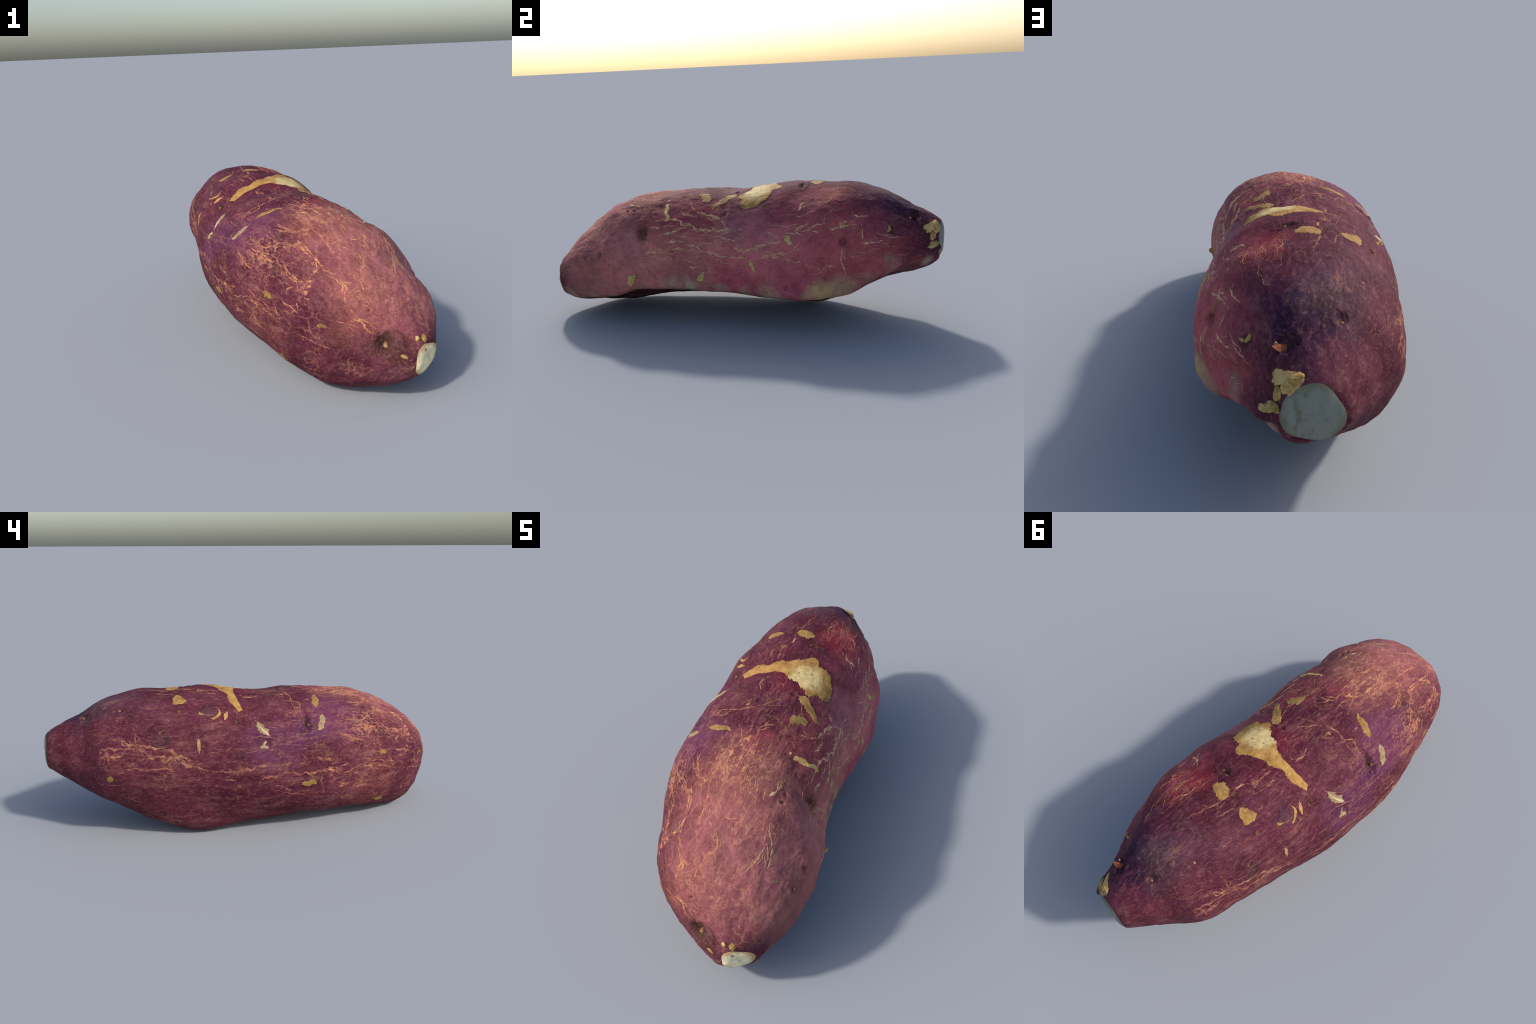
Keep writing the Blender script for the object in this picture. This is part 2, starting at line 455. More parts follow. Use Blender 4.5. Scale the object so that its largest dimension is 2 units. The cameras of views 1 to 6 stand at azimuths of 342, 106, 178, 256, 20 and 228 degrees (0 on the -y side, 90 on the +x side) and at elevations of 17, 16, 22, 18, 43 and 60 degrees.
def scar_material(name, dark, mid, light, pale_centre=None, pale_radius=0.1):
    m, t, b = new_material(name)
    co = t.node("ShaderNodeTexCoord").outputs["Object"]
    n = t.noise(co, 24.0, 6.0, 0.68)
    col = t.ramp(n, [(0.30, srgb(*dark)), (0.48, srgb(*mid)), (0.68, srgb(*light))])
    streak = t.noise(t.vec("MULTIPLY", co, (60.0, 160.0, 60.0)), 1.0, 4.0, 0.6)
    col = t.mix(t.step(streak, 0.45, 0.68, 0.0, 0.5), col, srgb(*[min(255, c + 12) for c in light]))
    if pale_centre:
        wob = t.vec("SUBTRACT", t.noise(co, 18.0, 4.0, 0.6, colour=True), (0.5, 0.5, 0.5))
        d = t.vec("DISTANCE", t.vec("ADD", co, t.vec("SCALE", wob, scale=0.09)), pale_centre)
        pale = t.step(d, pale_radius, pale_radius * 0.55)
        col = t.mix(t.math("MULTIPLY", pale, t.step(n, 0.35, 0.52, 0.55, 1.0)), col, srgb(208, 184, 128))
        pore = t.math("MULTIPLY", t.step(t.voronoi(co, 75.0, "F1"), 0.34, 0.2), t.step(t.noise(co, 30.0, 2.0), 0.52, 0.6))
        col = t.mix(t.math("MULTIPLY", pore, t.math("MULTIPLY", pale, 0.8)), col, srgb(96, 74, 44))
    finish(t, b, col, t.math("ADD", n, streak), rough=0.65, bump=0.35)
    return m

def stub_material(name, dark, light, scale=60.0):
    m, t, b = new_material(name)
    co = t.node("ShaderNodeTexCoord").outputs["Object"]
    n = t.noise(co, scale, 5.0, 0.7)
    finish(t, b, t.ramp(n, [(0.34, srgb(*dark)), (0.62, srgb(*light))]), n, rough=0.7, bump=0.5)
    return m

def cut_material(name, base, stain, spot, centre, radius, rind):
    m, t, b = new_material(name)
    co = t.node("ShaderNodeTexCoord").outputs["Object"]
    n = t.noise(t.vec("MULTIPLY", co, (1.0, 1.0, 0.5)), 30.0, 5.0, 0.65)
    col = t.mix(t.step(n, 0.50, 0.68, 0.0, 0.75), srgb(*base), srgb(*stain))
    col = t.mix(t.step(t.noise(co, 90.0, 3.0, 0.6), 0.58, 0.72, 0.0, 0.4), col, srgb(*stain))
    edge = t.vec("DISTANCE", t.vec("ADD", co, t.vec("SCALE", t.vec("SUBTRACT", t.noise(co, 32.0, colour=True), (0.5, 0.5, 0.5)), scale=0.03)), centre)
    col = t.mix(t.step(edge, radius * 0.70, radius * 1.0, 0.0, 0.85), col, srgb(*rind))
    if spot:
        d = t.vec("DISTANCE", t.vec("ADD", co, t.vec("SCALE", t.noise(co, 60.0, colour=True), scale=0.006)), spot)
        col = t.mix(t.step(d, 0.013, 0.008, 0.0, 0.85), col, srgb(150, 92, 62))
    finish(t, b, col, n, rough=0.6, bump=0.3)
    return m

SKIN = skin_material()
CRACK = crack_material("tan_growth_crack", ((128, 78, 66), (154, 102, 82), (178, 128, 98)), 0.8)
CRACK_PALE = crack_material("olive_tan_growth_crack", ((172, 124, 94), (206, 164, 122), (226, 192, 148)), 1.0, 0.0)
CRACK_WARM = crack_material("orange_tan_growth_crack", ((160, 98, 72), (196, 132, 96), (216, 160, 112)), 0.9)

# ----------------------------------------------------------------- geometry
root = bpy.data.objects.new("sweet_potato", None)
bpy.context.scene.collection.objects.link(root)
root["label"] = "purple-red sweet potato with tan scars and cut ends"
root["category"] = "sweet potato"

def add_mesh(name, verts, faces, material, parent=root, smooth=True):
    me = bpy.data.meshes.new(name)
    me.from_pydata([tuple(map(float, v)) for v in verts], [], faces)
    me.update()
    if smooth:
        me.polygons.foreach_set("use_smooth", np.ones(len(me.polygons), bool))
    me.materials.append(material)
    o = bpy.data.objects.new(name, me)
    o.parent = parent
    bpy.context.scene.collection.objects.link(o)
    return o

def recalc(o):
    bm = bmesh.new()
    bm.from_mesh(o.data)
    bmesh.ops.recalc_face_normals(bm, faces=bm.faces)
    bm.to_mesh(o.data)
    bm.free()

# cut borders: station of the rim by angle
def front_rim(th):
    return 0.0225 + 0.0042 * np.cos(th + 0.4) * np.abs(np.cos(th)) + 0.0015 * np.sin(3 * th + 1.0)

def back_rim(th):
    return 0.9665 + 0.0015 * np.sin(3 * th) + 0.001 * np.sin(5 * th + 2)

ROWS, COLS = 520, 460
th = np.arange(COLS) / COLS * 2 * np.pi
t = np.linspace(0, 1, ROWS)
T, TH = np.meshgrid(t, th, indexing="ij")
U = front_rim(TH) + T * (back_rim(TH) - front_rim(TH))
P, N, _, _ = skin_at(U.ravel(), TH.ravel())
P = P.reshape(ROWS, COLS, 3)

# the two cut faces are planes fitted to their rims
def flatten_rim(row):
    c = row.mean(0)
    n = np.linalg.svd(row - c)[2][2]
    return c, n
caps = []
for end, k in ((0, 1), (ROWS - 1, -1)):
    c, n = flatten_rim(P[end])
    if n[1] * k > 0:
        n = -n
    caps.append((c, n))
    for step_ in range(4):
        row = P[end + k * step_]
        w = (1.0, 0.7, 0.35, 0.12)[step_]
        if step_ == 0:
            flat = -(((row - c) @ n)[:, None] * n)
        P[end + k * step_] = row + flat * w
idx = np.arange(ROWS * COLS).reshape(ROWS, COLS)
a, b_, c_, d_ = idx[:-1].ravel(), idx[1:].ravel(), np.roll(idx, -1, 1)[1:].ravel(), np.roll(idx, -1, 1)[:-1].ravel()
faces = np.stack([a, b_, c_, d_], 1).tolist()
skin = add_mesh("skin", P.reshape(-1, 3), faces, SKIN)
if skin.data.polygons[len(faces) // 2].normal.dot(Vector(N[ROWS * COLS // 2])) < 0:
    skin.data.flip_normals()

def cut_end(rim, centre, normal, material, bulge, seed):
    rings = 26
    verts, fcs = [], []
    for k in range(rings):
        s = 1 - k / rings
        q = centre + (rim - centre) * s
        up = bulge * (1 - s ** 5) + 0.0015 * fbm(q, 40.0, 3, seed) * min(1.0, k / 4)
        verts.append(q + np.asarray(up).reshape(-1, 1) * normal)
    v = np.vstack(verts + [(centre + bulge * normal)[None]])
    m = len(rim)
    for k in range(rings - 1):
        for j in range(m):
            fcs.append((k * m + j, k * m + (j + 1) % m, (k + 1) * m + (j + 1) % m, (k + 1) * m + j))
    for j in range(m):
        fcs.append(((rings - 1) * m + j, (rings - 1) * m + (j + 1) % m, rings * m))
    o = add_mesh("cut_end", v, fcs, material)
    recalc(o)
    if o.data.polygons[0].normal.dot(Vector(normal)) < 0:
        o.data.flip_normals()
    return o

cut_end(P[0], caps[0][0], caps[0][1], cut_material("cream_cut_flesh", (232, 220, 180), (200, 186, 142), (0.187, -0.983, 0.214), (0.19, -0.975, 0.172), 0.064, (178, 142, 96)), 0.008, 11)
cut_end(P[-1], caps[1][0], caps[1][1], cut_material("grey_cut_flesh", (134, 136, 124), (98, 96, 76), None, (0.007, 0.99, 0.40), 0.088, (116, 110, 84)), 0.012, 12)

# strips that lie on the skin: pairs of edge points across, swept along
def spline(points, n):
    p = np.asarray(points, float)
    if len(p) == 2:
        return p[0] + (p[1] - p[0]) * np.linspace(0, 1, n)[:, None]
    s = np.concatenate([[0], np.cumsum(np.linalg.norm(np.diff(p, axis=0), axis=1) + 1e-9)])
    x = np.linspace(0, s[-1], n)
    m = np.gradient(p, s, axis=0) * 0.85
    k = np.clip(np.searchsorted(s, x, side="right") - 1, 0, len(p) - 2)
    h = (s[k + 1] - s[k])[:, None]
    f = ((x - s[k]) / h[:, 0])[:, None]
    return ((1 + 2 * f) * (1 - f) ** 2 * p[k] + f * (1 - f) ** 2 * h * m[k] + f * f * (3 - 2 * f) * p[k + 1] + f * f * (f - 1) * h * m[k + 1])

def strip_mesh(left, right, across, lift, jag, seed):
    """left/right: n x 2 arrays of (station, angle rad). Returns verts, faces of a thin conforming flake."""
    n = len(left)
    mid = (left + right) / 2
    pm = smooth_body(mid[:, 0], mid[:, 1])
    jl = 1 + jag * (fbm(pm, 50.0, 4, seed, 0.8))
    jr = 1 + jag * (fbm(pm, 50.0, 4, seed + 99, 0.8))
    left = mid + (left - mid) * jl[:, None]
    right = mid + (right - mid) * jr[:, None]
    s = np.linspace(0, 1, across)
    grid = left[:, None, :] * (1 - s)[None, :, None] + right[:, None, :] * s[None, :, None]
    p, nn, _, _ = skin_at(grid[..., 0].ravel(), grid[..., 1].ravel())
    prof = np.clip(np.minimum(s, 1 - s) * (across - 1) / 1.0, 0, 1)
    ends = np.clip(np.minimum(np.arange(n), n - 1 - np.arange(n)) / 1.0, 0, 1)
    up = -0.0012 + (lift + 0.0012) * (prof[None, :] * ends[:, None])
    up = up.ravel() + 0.25 * lift * noise3(p, 90.0, seed + 5)
    v = p + up[:, None] * nn
    f = [(i * across + j, i * across + j + 1, (i + 1) * across + j + 1, (i + 1) * across + j)
         for i in range(n - 1) for j in range(across - 1)]
    return v, f, nn

def orient(v, f, nn):
    q = v[list(f[len(f) // 2])]
    if np.dot(np.cross(q[1] - q[0], q[2] - q[0]), nn[f[len(f) // 2][0]]) < 0:
        f = [x[::-1] for x in f]
    return f

def polar(pairs):
    """(station per mille, degrees) -> unwrapped (station, radians)"""
    a = np.array(pairs, float)
    ang = np.degrees(np.unwrap(np.radians(a[:, 1])))
    return np.stack([a[:, 0] / 1000, np.radians(ang)], 1)

def scar(name, pairs, material, lift=0.0010, jag=0.22, seed=1):
    l = polar([(p[0], p[1]) for p in pairs])
    r = polar([(p[2], p[3]) for p in pairs])
    r[:, 1] += 2 * np.pi * np.round((l[:, 1] - r[:, 1]).mean() / (2 * np.pi))
    pl, pr = smooth_body(l[:, 0], l[:, 1]), smooth_body(r[:, 0], r[:, 1])
    length = np.linalg.norm(np.diff((pl + pr) / 2, axis=0), axis=1).sum()
    width = np.linalg.norm(pl - pr, axis=1).max()
    n = max(8, int(length / 0.0022))
    w = 2 * max(3, int(width / 0.004 / 2)) + 3
    v, f, nn = strip_mesh(spline(l, n), spline(r, n), w, lift, jag, seed)
    return add_mesh(name, v, orient(v, f, nn), material)

OCHRE = scar_material("ochre_peeled_scar", (120, 84, 46), (156, 118, 66), (178, 142, 88))
OCHRE_PALE = scar_material("pale_peeled_scar", (124, 84, 44), (162, 120, 64), (180, 144, 86), (0.085, 0.105, 0.64), 0.085)
GREY_TAN = scar_material("grey_tan_scar", (120, 98, 70), (148, 126, 92), (172, 150, 112))
LIME = scar_material("greenish_yellow_scar", (150, 120, 66), (188, 160, 96), (206, 182, 118))
STRAW = scar_material("straw_yellow_scar", (146, 110, 60), (194, 156, 94), (214, 180, 120))
CREAM = scar_material("cream_scar_ridge", (150, 128, 92), (180, 160, 122), (200, 182, 146))
OLIVE = scar_material("olive_stain", (104, 82, 46), (128, 104, 56), (146, 122, 66))

# peeled scars: each entry gives the two edges of the scar, station/angle left and right
SCARS = {
    "big": [(536, 132.5, 527, 130.0), (544, 124.5, 528, 123.5), (550, 117.0, 530, 117.0), (547, 107.5, 529, 109.5), (555, 102.5, 529, 103.0), (556, 95.0, 522, 93.0), (561, 89.0, 518, 91.5), (568, 84.0, 511, 84.5), (579, 77.0, 499, 77.0), (573, 72.0, 493, 71.0), (559, 68.0, 491, 67.5), (555, 61.0, 499, 63.0), (542, 55.5, 495, 59.0), (521, 52.5, 497, 55.0), (506, 52.0, 502, 53.0)],
    "A": [(652, 83.5, 658, 88.0), (644, 83.0, 660, 92.5), (636, 86.0, 657, 96.5), (634, 90.5, 650, 98.5), (635, 95.0, 642, 97.5)],
    "B": [(644, 109.5, 653, 113.5), (640, 111.0, 653, 118.0), (635, 114.5, 649, 121.5), (630, 117.0, 643, 123.0), (628, 120.5, 635, 123.0)],
    "C": [(433, 63.0, 438, 66.0), (425, 65.0, 436, 71.0), (421, 69.5, 434, 75.0), (416, 73.5, 429, 78.0), (413, 77.5, 422, 78.5)],
    "D": [(489, 71.0, 484, 77.5), (474, 65.0, 474, 76.5), (463, 61.0, 463, 71.0), (451, 57.5, 451, 63.5), (445, 53.0, 441, 58.0)],
    "E": [(361, 68.0, 354, 68.5), (362, 64.0, 355, 65.0), (365, 59.5, 354, 61.0), (362, 55.5, 356, 57.0), (367, 51.0, 357, 53.0), (364, 46.5, 359, 48.5), (359, 45.5, 356, 47.0)],
    "E0": [(362, 73.0, 358, 72.0), (363, 70.0, 359, 71.0)],
    "G": [(385, 116.0, 384, 116.5), (388, 119.5, 393, 118.5), (388, 123.5, 399, 123.0), (391, 129.0, 404, 128.5), (396, 133.0, 404, 133.0), (400, 134.5, 403, 134.0)],
    "I": [(397, 141.0, 395, 141.5), (394, 145.0, 401, 143.0), (397, 149.0, 406, 147.0), (401, 153.0, 411, 151.5), (407, 154.5, 413, 154.0)],
    "K": [(512, 141.5, 509, 141.0), (501, 146.0, 512, 148.5), (494, 150.0, 508, 153.0), (493, 152.5, 501, 155.0), (495, 156.5, 496, 156.0)],
    "X": [(595, 21.5, 594, 17.5), (603, 22.0, 601, 15.5), (610, 18.0, 608, 14.0), (614, 16.5, 610, 14.0)],
    "Y": [(264, 354.0, 254, 344.0), (280, 354.5, 264, 341.0), (296, 353.0, 280, 346.0)],
    "Y2": [(423, 352.0, 416, 351.0), (420, 346.5, 408, 346.5), (415, 340.5, 404, 343.0)],
    "cork": [(939, 45.0, 940, 37.0), (947, 57.0, 949, 31.0), (959, 76.0, 962, 36.0), (968, 81.0, 971, 34.0)],
    "f1": [(300, 170.5, 300, 173.5), (288, 169.5, 289, 173.5), (278, 171.0, 280, 172.5)],
    "f2": [(167, 170.5, 166, 172.5), (157, 168.5, 157, 171.5), (149, 169.0, 150, 171.0)],
    "f3": [(437, 188.0, 442, 189.0), (427, 188.5, 436, 190.5), (423, 191.0, 429, 192.5)],
    "f4": [(430, 187.0, 429, 189.5), (423, 187.0, 421, 190.5), (415, 188.5, 414, 190.5)],
    "f5": [(825, 188.0, 825, 192.5), (814, 185.0, 816, 193.0), (806, 187.0, 808, 190.0)],
    "f6": [(285, 210.0, 275, 213.5), (273, 208.0, 260, 213.0), (258, 207.0, 260, 209.5)],
    "f7": [(301, 170.0, 298, 173.0), (279, 170.5, 286, 172.5)],
    "f8": [(522, 5.0, 519, 4.0), (528, 1.0, 519, 0.0), (529, 357.5, 523, 357.0), (530, 353.0, 526, 353.0)],
    "f9": [(41, 169.0, 39, 172.5), (35, 163.0, 32, 174.0), (30, 164.5, 30, 173.0)],
    "f10": [(313, 7.0, 310, 2.0), (315, 6.0, 313, 1.0)],
    "f11": [(117, 58.0, 114, 57.0), (118, 54.0, 114, 53.0), (119, 49.5, 117, 50.5)],
    "M1": [(575, 131.0, 576, 131.5), (571, 135.0, 575, 133.0), (573, 137.0, 579, 136.0), (580, 139.5, 583, 138.0), (589, 141.5, 592, 140.5)],
    "M2": [(559, 131.5, 557, 132.5), (559, 137.0, 563, 134.5), (562, 139.5, 567, 137.0), (567, 142.0, 568, 141.0)],
    "M3": [(611, 133.0, 612, 134.0), (605, 135.5, 607, 136.5), (598, 136.5, 600, 136.5)],
    "K2": [(509, 145.0, 510, 146.0), (504, 149.0, 507, 149.5), (499, 152.0, 503, 153.0), (495, 155.0, 497, 155.5)],
    "L0": [(503, 159.0, 498, 160.0), (507, 161.5, 503, 162.0), (506, 165.0, 503, 163.0), (496, 165.0, 497, 163.5)],
}
SCAR_STYLE = {"big": (OCHRE_PALE, 0.0014, 0.13)}
SCAR_STYLE["E0"] = (STRAW, 0.0014, 0.25)
for k in ("A", "B", "G", "M1", "M2", "M3", "f9"):
    SCAR_STYLE[k] = (OCHRE, 0.0012, 0.28)
for k in ("C", "D", "E", "cork"):
    SCAR_STYLE[k] = (OCHRE if k in "CD" else STRAW, 0.0014, 0.28)
for k in ("I", "K", "L0", "f11"):
    SCAR_STYLE[k] = (GREY_TAN, 0.0012, 0.25)
SCAR_STYLE["K2"] = (CREAM, 0.0026, 0.2)
for k in ("X", "Y", "Y2", "f8", "f10"):
    SCAR_STYLE[k] = (LIME, 0.0014, 0.25)
for n_, (key, pairs) in enumerate(SCARS.items()):
    mat, lift, jag = SCAR_STYLE.get(key, (OLIVE, 0.0006, 0.45))
    scar("peeled_scar" if mat is not OLIVE else "olive_fleck", pairs, mat, lift, jag, 7 * n_ + 3)

# growth cracks: half width (mm), then the spine of the crack in station/angle
LEFT_VEINS = [
    (3.3, [(821, 153.0), (783, 152.5), (770, 156.5), (742, 157.0), (715, 159.0), (680, 161.5), (654, 167.5), (636, 172.0), (615, 175.5), (598, 177.0)]),
    (4.8, [(840, 161.0), (815, 160.0), (775, 160.5), (738, 161.0), (711, 167.0), (686, 169.5), (663, 170.0), (645, 173.0), (626, 176.5), (610, 179.5), (593, 181.0), (568, 181.5), (548, 181.0)]),
    (4.0, [(556, 181.0), (540, 179.5), (523, 178.0), (508, 176.0), (494, 175.0)]),
    (3.9, [(829, 165.5), (805, 168.0), (778, 166.5)]),
    (3.9, [(835, 159.0), (815, 169.0), (786, 168.0)]),
    (3.0, [(825, 161.5), (819, 169.0), (815, 174.5)]),
    (2.0, [(754, 142.0), (746, 145.5), (746, 151.0), (744, 156.5)]),
    (1.5, [(786, 147.0), (783, 152.0)]),
    (2.2, [(791, 179.5), (753, 177.5), (713, 179.0), (681, 178.0), (659, 181.0)]),
    (3.8, [(516, 186.0), (498, 185.0), (482, 184.0), (465, 182.5), (442, 183.0), (422, 182.5), (409, 181.0), (395, 179.5), (372, 183.0)]),
    (2.9, [(478, 176.5), (463, 176.0), (440, 175.5)]),
    (3.0, [(430, 172.5), (415, 173.0), (403, 173.5), (392, 174.5)]),
    (2.5, [(395, 179.5), (377, 179.0), (361, 177.0)]),
    (2.1, [(412, 181.0), (408, 187.5), (403, 194.0), (406, 198.0), (431, 199.0)]),
    (2.0, [(488, 191.0), (472, 193.0), (457, 196.5)]),
    (2.3, [(377, 158.5), (361, 159.0), (347, 160.5), (335, 160.5)]),
    (1.6, [(347, 161.5), (348, 165.0)]),
    (2.6, [(330, 181.0), (310, 180.0), (284, 181.0)]),
    (1.7, [(327, 189.0), (320, 195.0), (314, 200.5)]),
    (2.4, [(285, 152.5), (252, 153.5), (224, 155.0), (206, 155.5), (238, 161.0)]),
    (2.9, [(243, 171.0), (211, 171.0)]),
    (1.7, [(362, 193.0), (343, 192.0)]),
    (1.8, [(412, 163.0), (404, 164.0)]),
    (1.7, [(365, 202.5), (341, 207.0), (322, 206.5)]),
    (2.2, [(577, 177.0), (567, 179.0), (554, 181.0)]),
    (2.7, [(573, 187.0), (551, 187.0)]),
    (1.6, [(785, 213.0), (741, 215.5), (718, 217.0)]),
    (3.0, [(725, 166.5), (693, 167.0), (672, 171.5)]),
    (2.6, [(663, 167.0), (633, 175.0), (619, 175.0)]),
    (1.9, [(666, 146.5), (677, 147.0), (682, 151.0), (681, 155.5)]),
]
RIGHT_VEINS = [
    (2.5, [(335, 49.0), (349, 48.5), (362, 47.5), (379, 46.0), (391, 41.0), (400, 39.5), (412, 37.0), (425, 33.5), (438, 33.0), (451, 34.0), (462, 31.5), (482, 31.5), (509, 30.5)]),
    (1.9, [(328, 43.5), (348, 40.0)]),
    (2.3, [(348, 35.5), (370, 33.0), (382, 36.0), (400, 38.5)]),
    (1.8, [(378, 32.5), (387, 29.0), (400, 28.0)]),
    (1.8, [(426, 28.0), (446, 28.0), (459, 26.0), (471, 22.5), (481, 19.5)]),
    (1.8, [(361, 25.5), (382, 25.0), (394, 24.5)]),
    (2.1, [(319, 14.0), (328, 17.0), (342, 16.5), (354, 16.5), (364, 18.5), (380, 18.5), (392, 17.0)]),
    (2.0, [(397, 21.0), (411, 19.0), (423, 14.0), (444, 11.5), (457, 7.0), (469, 5.0)]),
    (1.8, [(420, 23.0), (434, 21.0)]),
    (1.8, [(446, 22.0), (461, 21.0)]),
    (2.9, [(412, 56.0), (430, 49.0), (445, 46.5), (462, 42.0)]),
    (1.2, [(462, 42.0), (472, 35.5), (479, 31.5)]),
    (1.4, [(389, 54.0), (399, 50.0), (415, 48.0)]),
    (1.2, [(403, 68.5), (406, 59.0), (412, 55.0)]),
    (2.2, [(489, 14.0), (503, 12.0), (517, 12.0), (534, 12.5)]),
    (2.8, [(523, 13.0), (534, 12.0), (541, 15.0), (557, 15.5), (576, 16.0), (590, 17.5)]),
    (2.2, [(546, 5.5), (559, 6.5), (572, 7.5), (595, 9.0)]),
    (2.5, [(612, 26.0), (631, 29.0), (650, 32.0)]),
    (1.7, [(639, 26.0), (658, 29.0), (676, 31.0), (687, 31.5)]),
    (2.1, [(692, 27.0), (710, 28.0), (729, 30.0), (746, 32.0), (775, 34.0)]),
    (1.9, [(782, 15.0), (816, 16.0), (846, 16.0)]),
    (1.3, [(728, 11.5), (727, 5.0), (728, 358.5), (736, 349.0), (740, 344.5)]),
    (1.2, [(731, 8.5), (735, 1.5)]),
    (1.3, [(686, 358.5), (714, 357.0)]),
    (1.2, [(780, 35.0), (786, 27.0), (787, 19.0)]),
    (1.5, [(748, 41.0), (773, 41.0), (803, 43.5)]),
    (1.4, [(614, 11.0), (631, 16.5)]),
    (1.8, [(623, 43.0), (629, 51.0), (646, 55.0)]),
    (1.6, [(490, 7.0), (515, 5.0)]),
    (1.6, [(393, 357.5), (402, 356.0), (415, 357.5)]),
    (1.7, [(319, 359.0), (314, 351.0)]),
    (2.0, [(207, 78.0), (191, 71.0), (168, 67.5), (146, 65.5), (124, 67.0)]),
    (1.3, [(177, 72.0), (145, 77.5), (120, 87.5)]),
    (1.5, [(722, 27.5), (730, 33.5), (742, 35.0)]),
    (2.2, [(276, 80.5), (301, 73.5), (317, 71.5)]),
]
TOP_VEINS = [
    (3.2, [(410, 92.5), (389, 97.0), (377, 98.5), (365, 103.0), (347, 103.0), (330, 103.0)]),
    (3.6, [(405, 102.0), (382, 103.0), (364, 108.0), (348, 111.0), (337, 111.0), (323, 113.0), (308, 112.0), (292, 112.0), (273, 113.5)]),
    (1.9, [(365, 103.0), (352, 109.0)]),
    (1.9, [(323, 113.0), (314, 118.0), (301, 121.5), (292, 127.0), (289, 128.5)]),
    (2.3, [(353, 95.5), (341, 96.5)]),
    (2.0, [(343, 132.5), (327, 132.0), (318, 130.0)]),
    (3.0, [(325, 97.0), (318, 99.5), (306, 101.0)]),
    (2.3, [(297, 133.0), (278, 135.5), (255, 137.0), (231, 137.0), (212, 137.5), (210, 141.5)]),
    (2.4, [(275, 120.0), (255, 122.5), (227, 124.5), (215, 127.0), (200, 127.5)]),
    (1.8, [(352, 154.5), (330, 154.0), (313, 153.0), (297, 150.5)]),
    (2.3, [(270, 153.0), (250, 155.5), (228, 154.0), (202, 148.5)]),
    (1.5, [(279, 103.5), (251, 102.5)]),
    (2.6, [(287, 83.0), (261, 82.5)]),
    (3.4, [(323, 70.0), (304, 73.0), (281, 77.0)]),
    (1.6, [(233, 107.5), (220, 106.0), (217, 98.5)]),
    (1.8, [(208, 103.0), (193, 103.5)]),
    (2.5, [(217, 79.0), (204, 79.0), (196, 76.0), (177, 75.5)]),
    (2.5, [(166, 109.0), (157, 114.0), (149, 121.0), (135, 126.5)]),
    (2.4, [(182, 137.0), (160, 137.5), (148, 142.5), (139, 147.5), (128, 151.0)]),
    (1.6, [(147, 76.0), (136, 82.5), (124, 85.0)]),
    (1.3, [(152, 72.5), (131, 67.0)]),
    (1.8, [(145, 127.0), (123, 133.0)]),
    (2.2, [(121, 155.0), (103, 153.5), (86, 157.0), (72, 156.5)]),
    (2.6, [(696, 93.0), (660, 97.0), (621, 97.0), (598, 101.5), (579, 103.0), (560, 103.5)]),
    (2.8, [(522, 109.5), (502, 111.5), (485, 110.0)]),
    (1.4, [(680, 103.0), (651, 99.5)]),
    (1.3, [(438, 139.0), (438, 130.5), (434, 116.0), (441, 106.0), (458, 95.5), (471, 86.5)]),
    (1.9, [(454, 111.0), (441, 112.5)]),
    (2.0, [(417, 47.0), (394, 51.0)]),
    (3.6, [(459, 41.0), (435, 47.0), (415, 53.5)]),
    (1.2, [(403, 70.0), (405, 60.5), (414, 53.0)]),
]
FRONT_VEINS = [
    (2.7, [(281, 151.0), (261, 153.0), (236, 154.0), (219, 156.0), (197, 152.5)]),
    (2.5, [(189, 141.0), (174, 139.0), (159, 140.0), (152, 143.0), (144, 144.0)]),
    (2.2, [(230, 158.0), (205, 156.5), (206, 160.0)]),
    (1.6, [(248, 162.5), (230, 158.0)]),
    (2.0, [(376, 157.5), (355, 160.0), (346, 161.0), (335, 163.0), (322, 164.0)]),
    (2.6, [(331, 151.0), (315, 152.0), (302, 153.0)]),
    (2.0, [(345, 131.0), (329, 131.5), (315, 130.0), (304, 125.0)]),
    (1.9, [(325, 113.5), (303, 121.5), (290, 128.0)]),
    (1.7, [(294, 137.0), (280, 134.0), (257, 135.0), (234, 137.0), (213, 140.0), (211, 146.5)]),
    (2.3, [(374, 194.0), (355, 192.5)]),
    (1.5, [(343, 189.5), (328, 193.0), (322, 200.0)]),
    (2.8, [(330, 180.0), (306, 181.0), (284, 182.0)]),
    (1.7, [(267, 179.0), (244, 179.0)]),
    (2.6, [(248, 170.5), (221, 169.5), (202, 171.0)]),
    (2.8, [(431, 182.5), (395, 181.0), (376, 183.0)]),
    (1.2, [(159, 177.0), (154, 181.0), (148, 184.5)]),
    (1.4, [(197, 183.0), (190, 188.5)]),
    (2.0, [(196, 112.5), (173, 112.5), (159, 120.5)]),
    (1.9, [(138, 126.0), (124, 131.0)]),
    (2.3, [(139, 147.5), (111, 152.0), (79, 151.0)]),
]
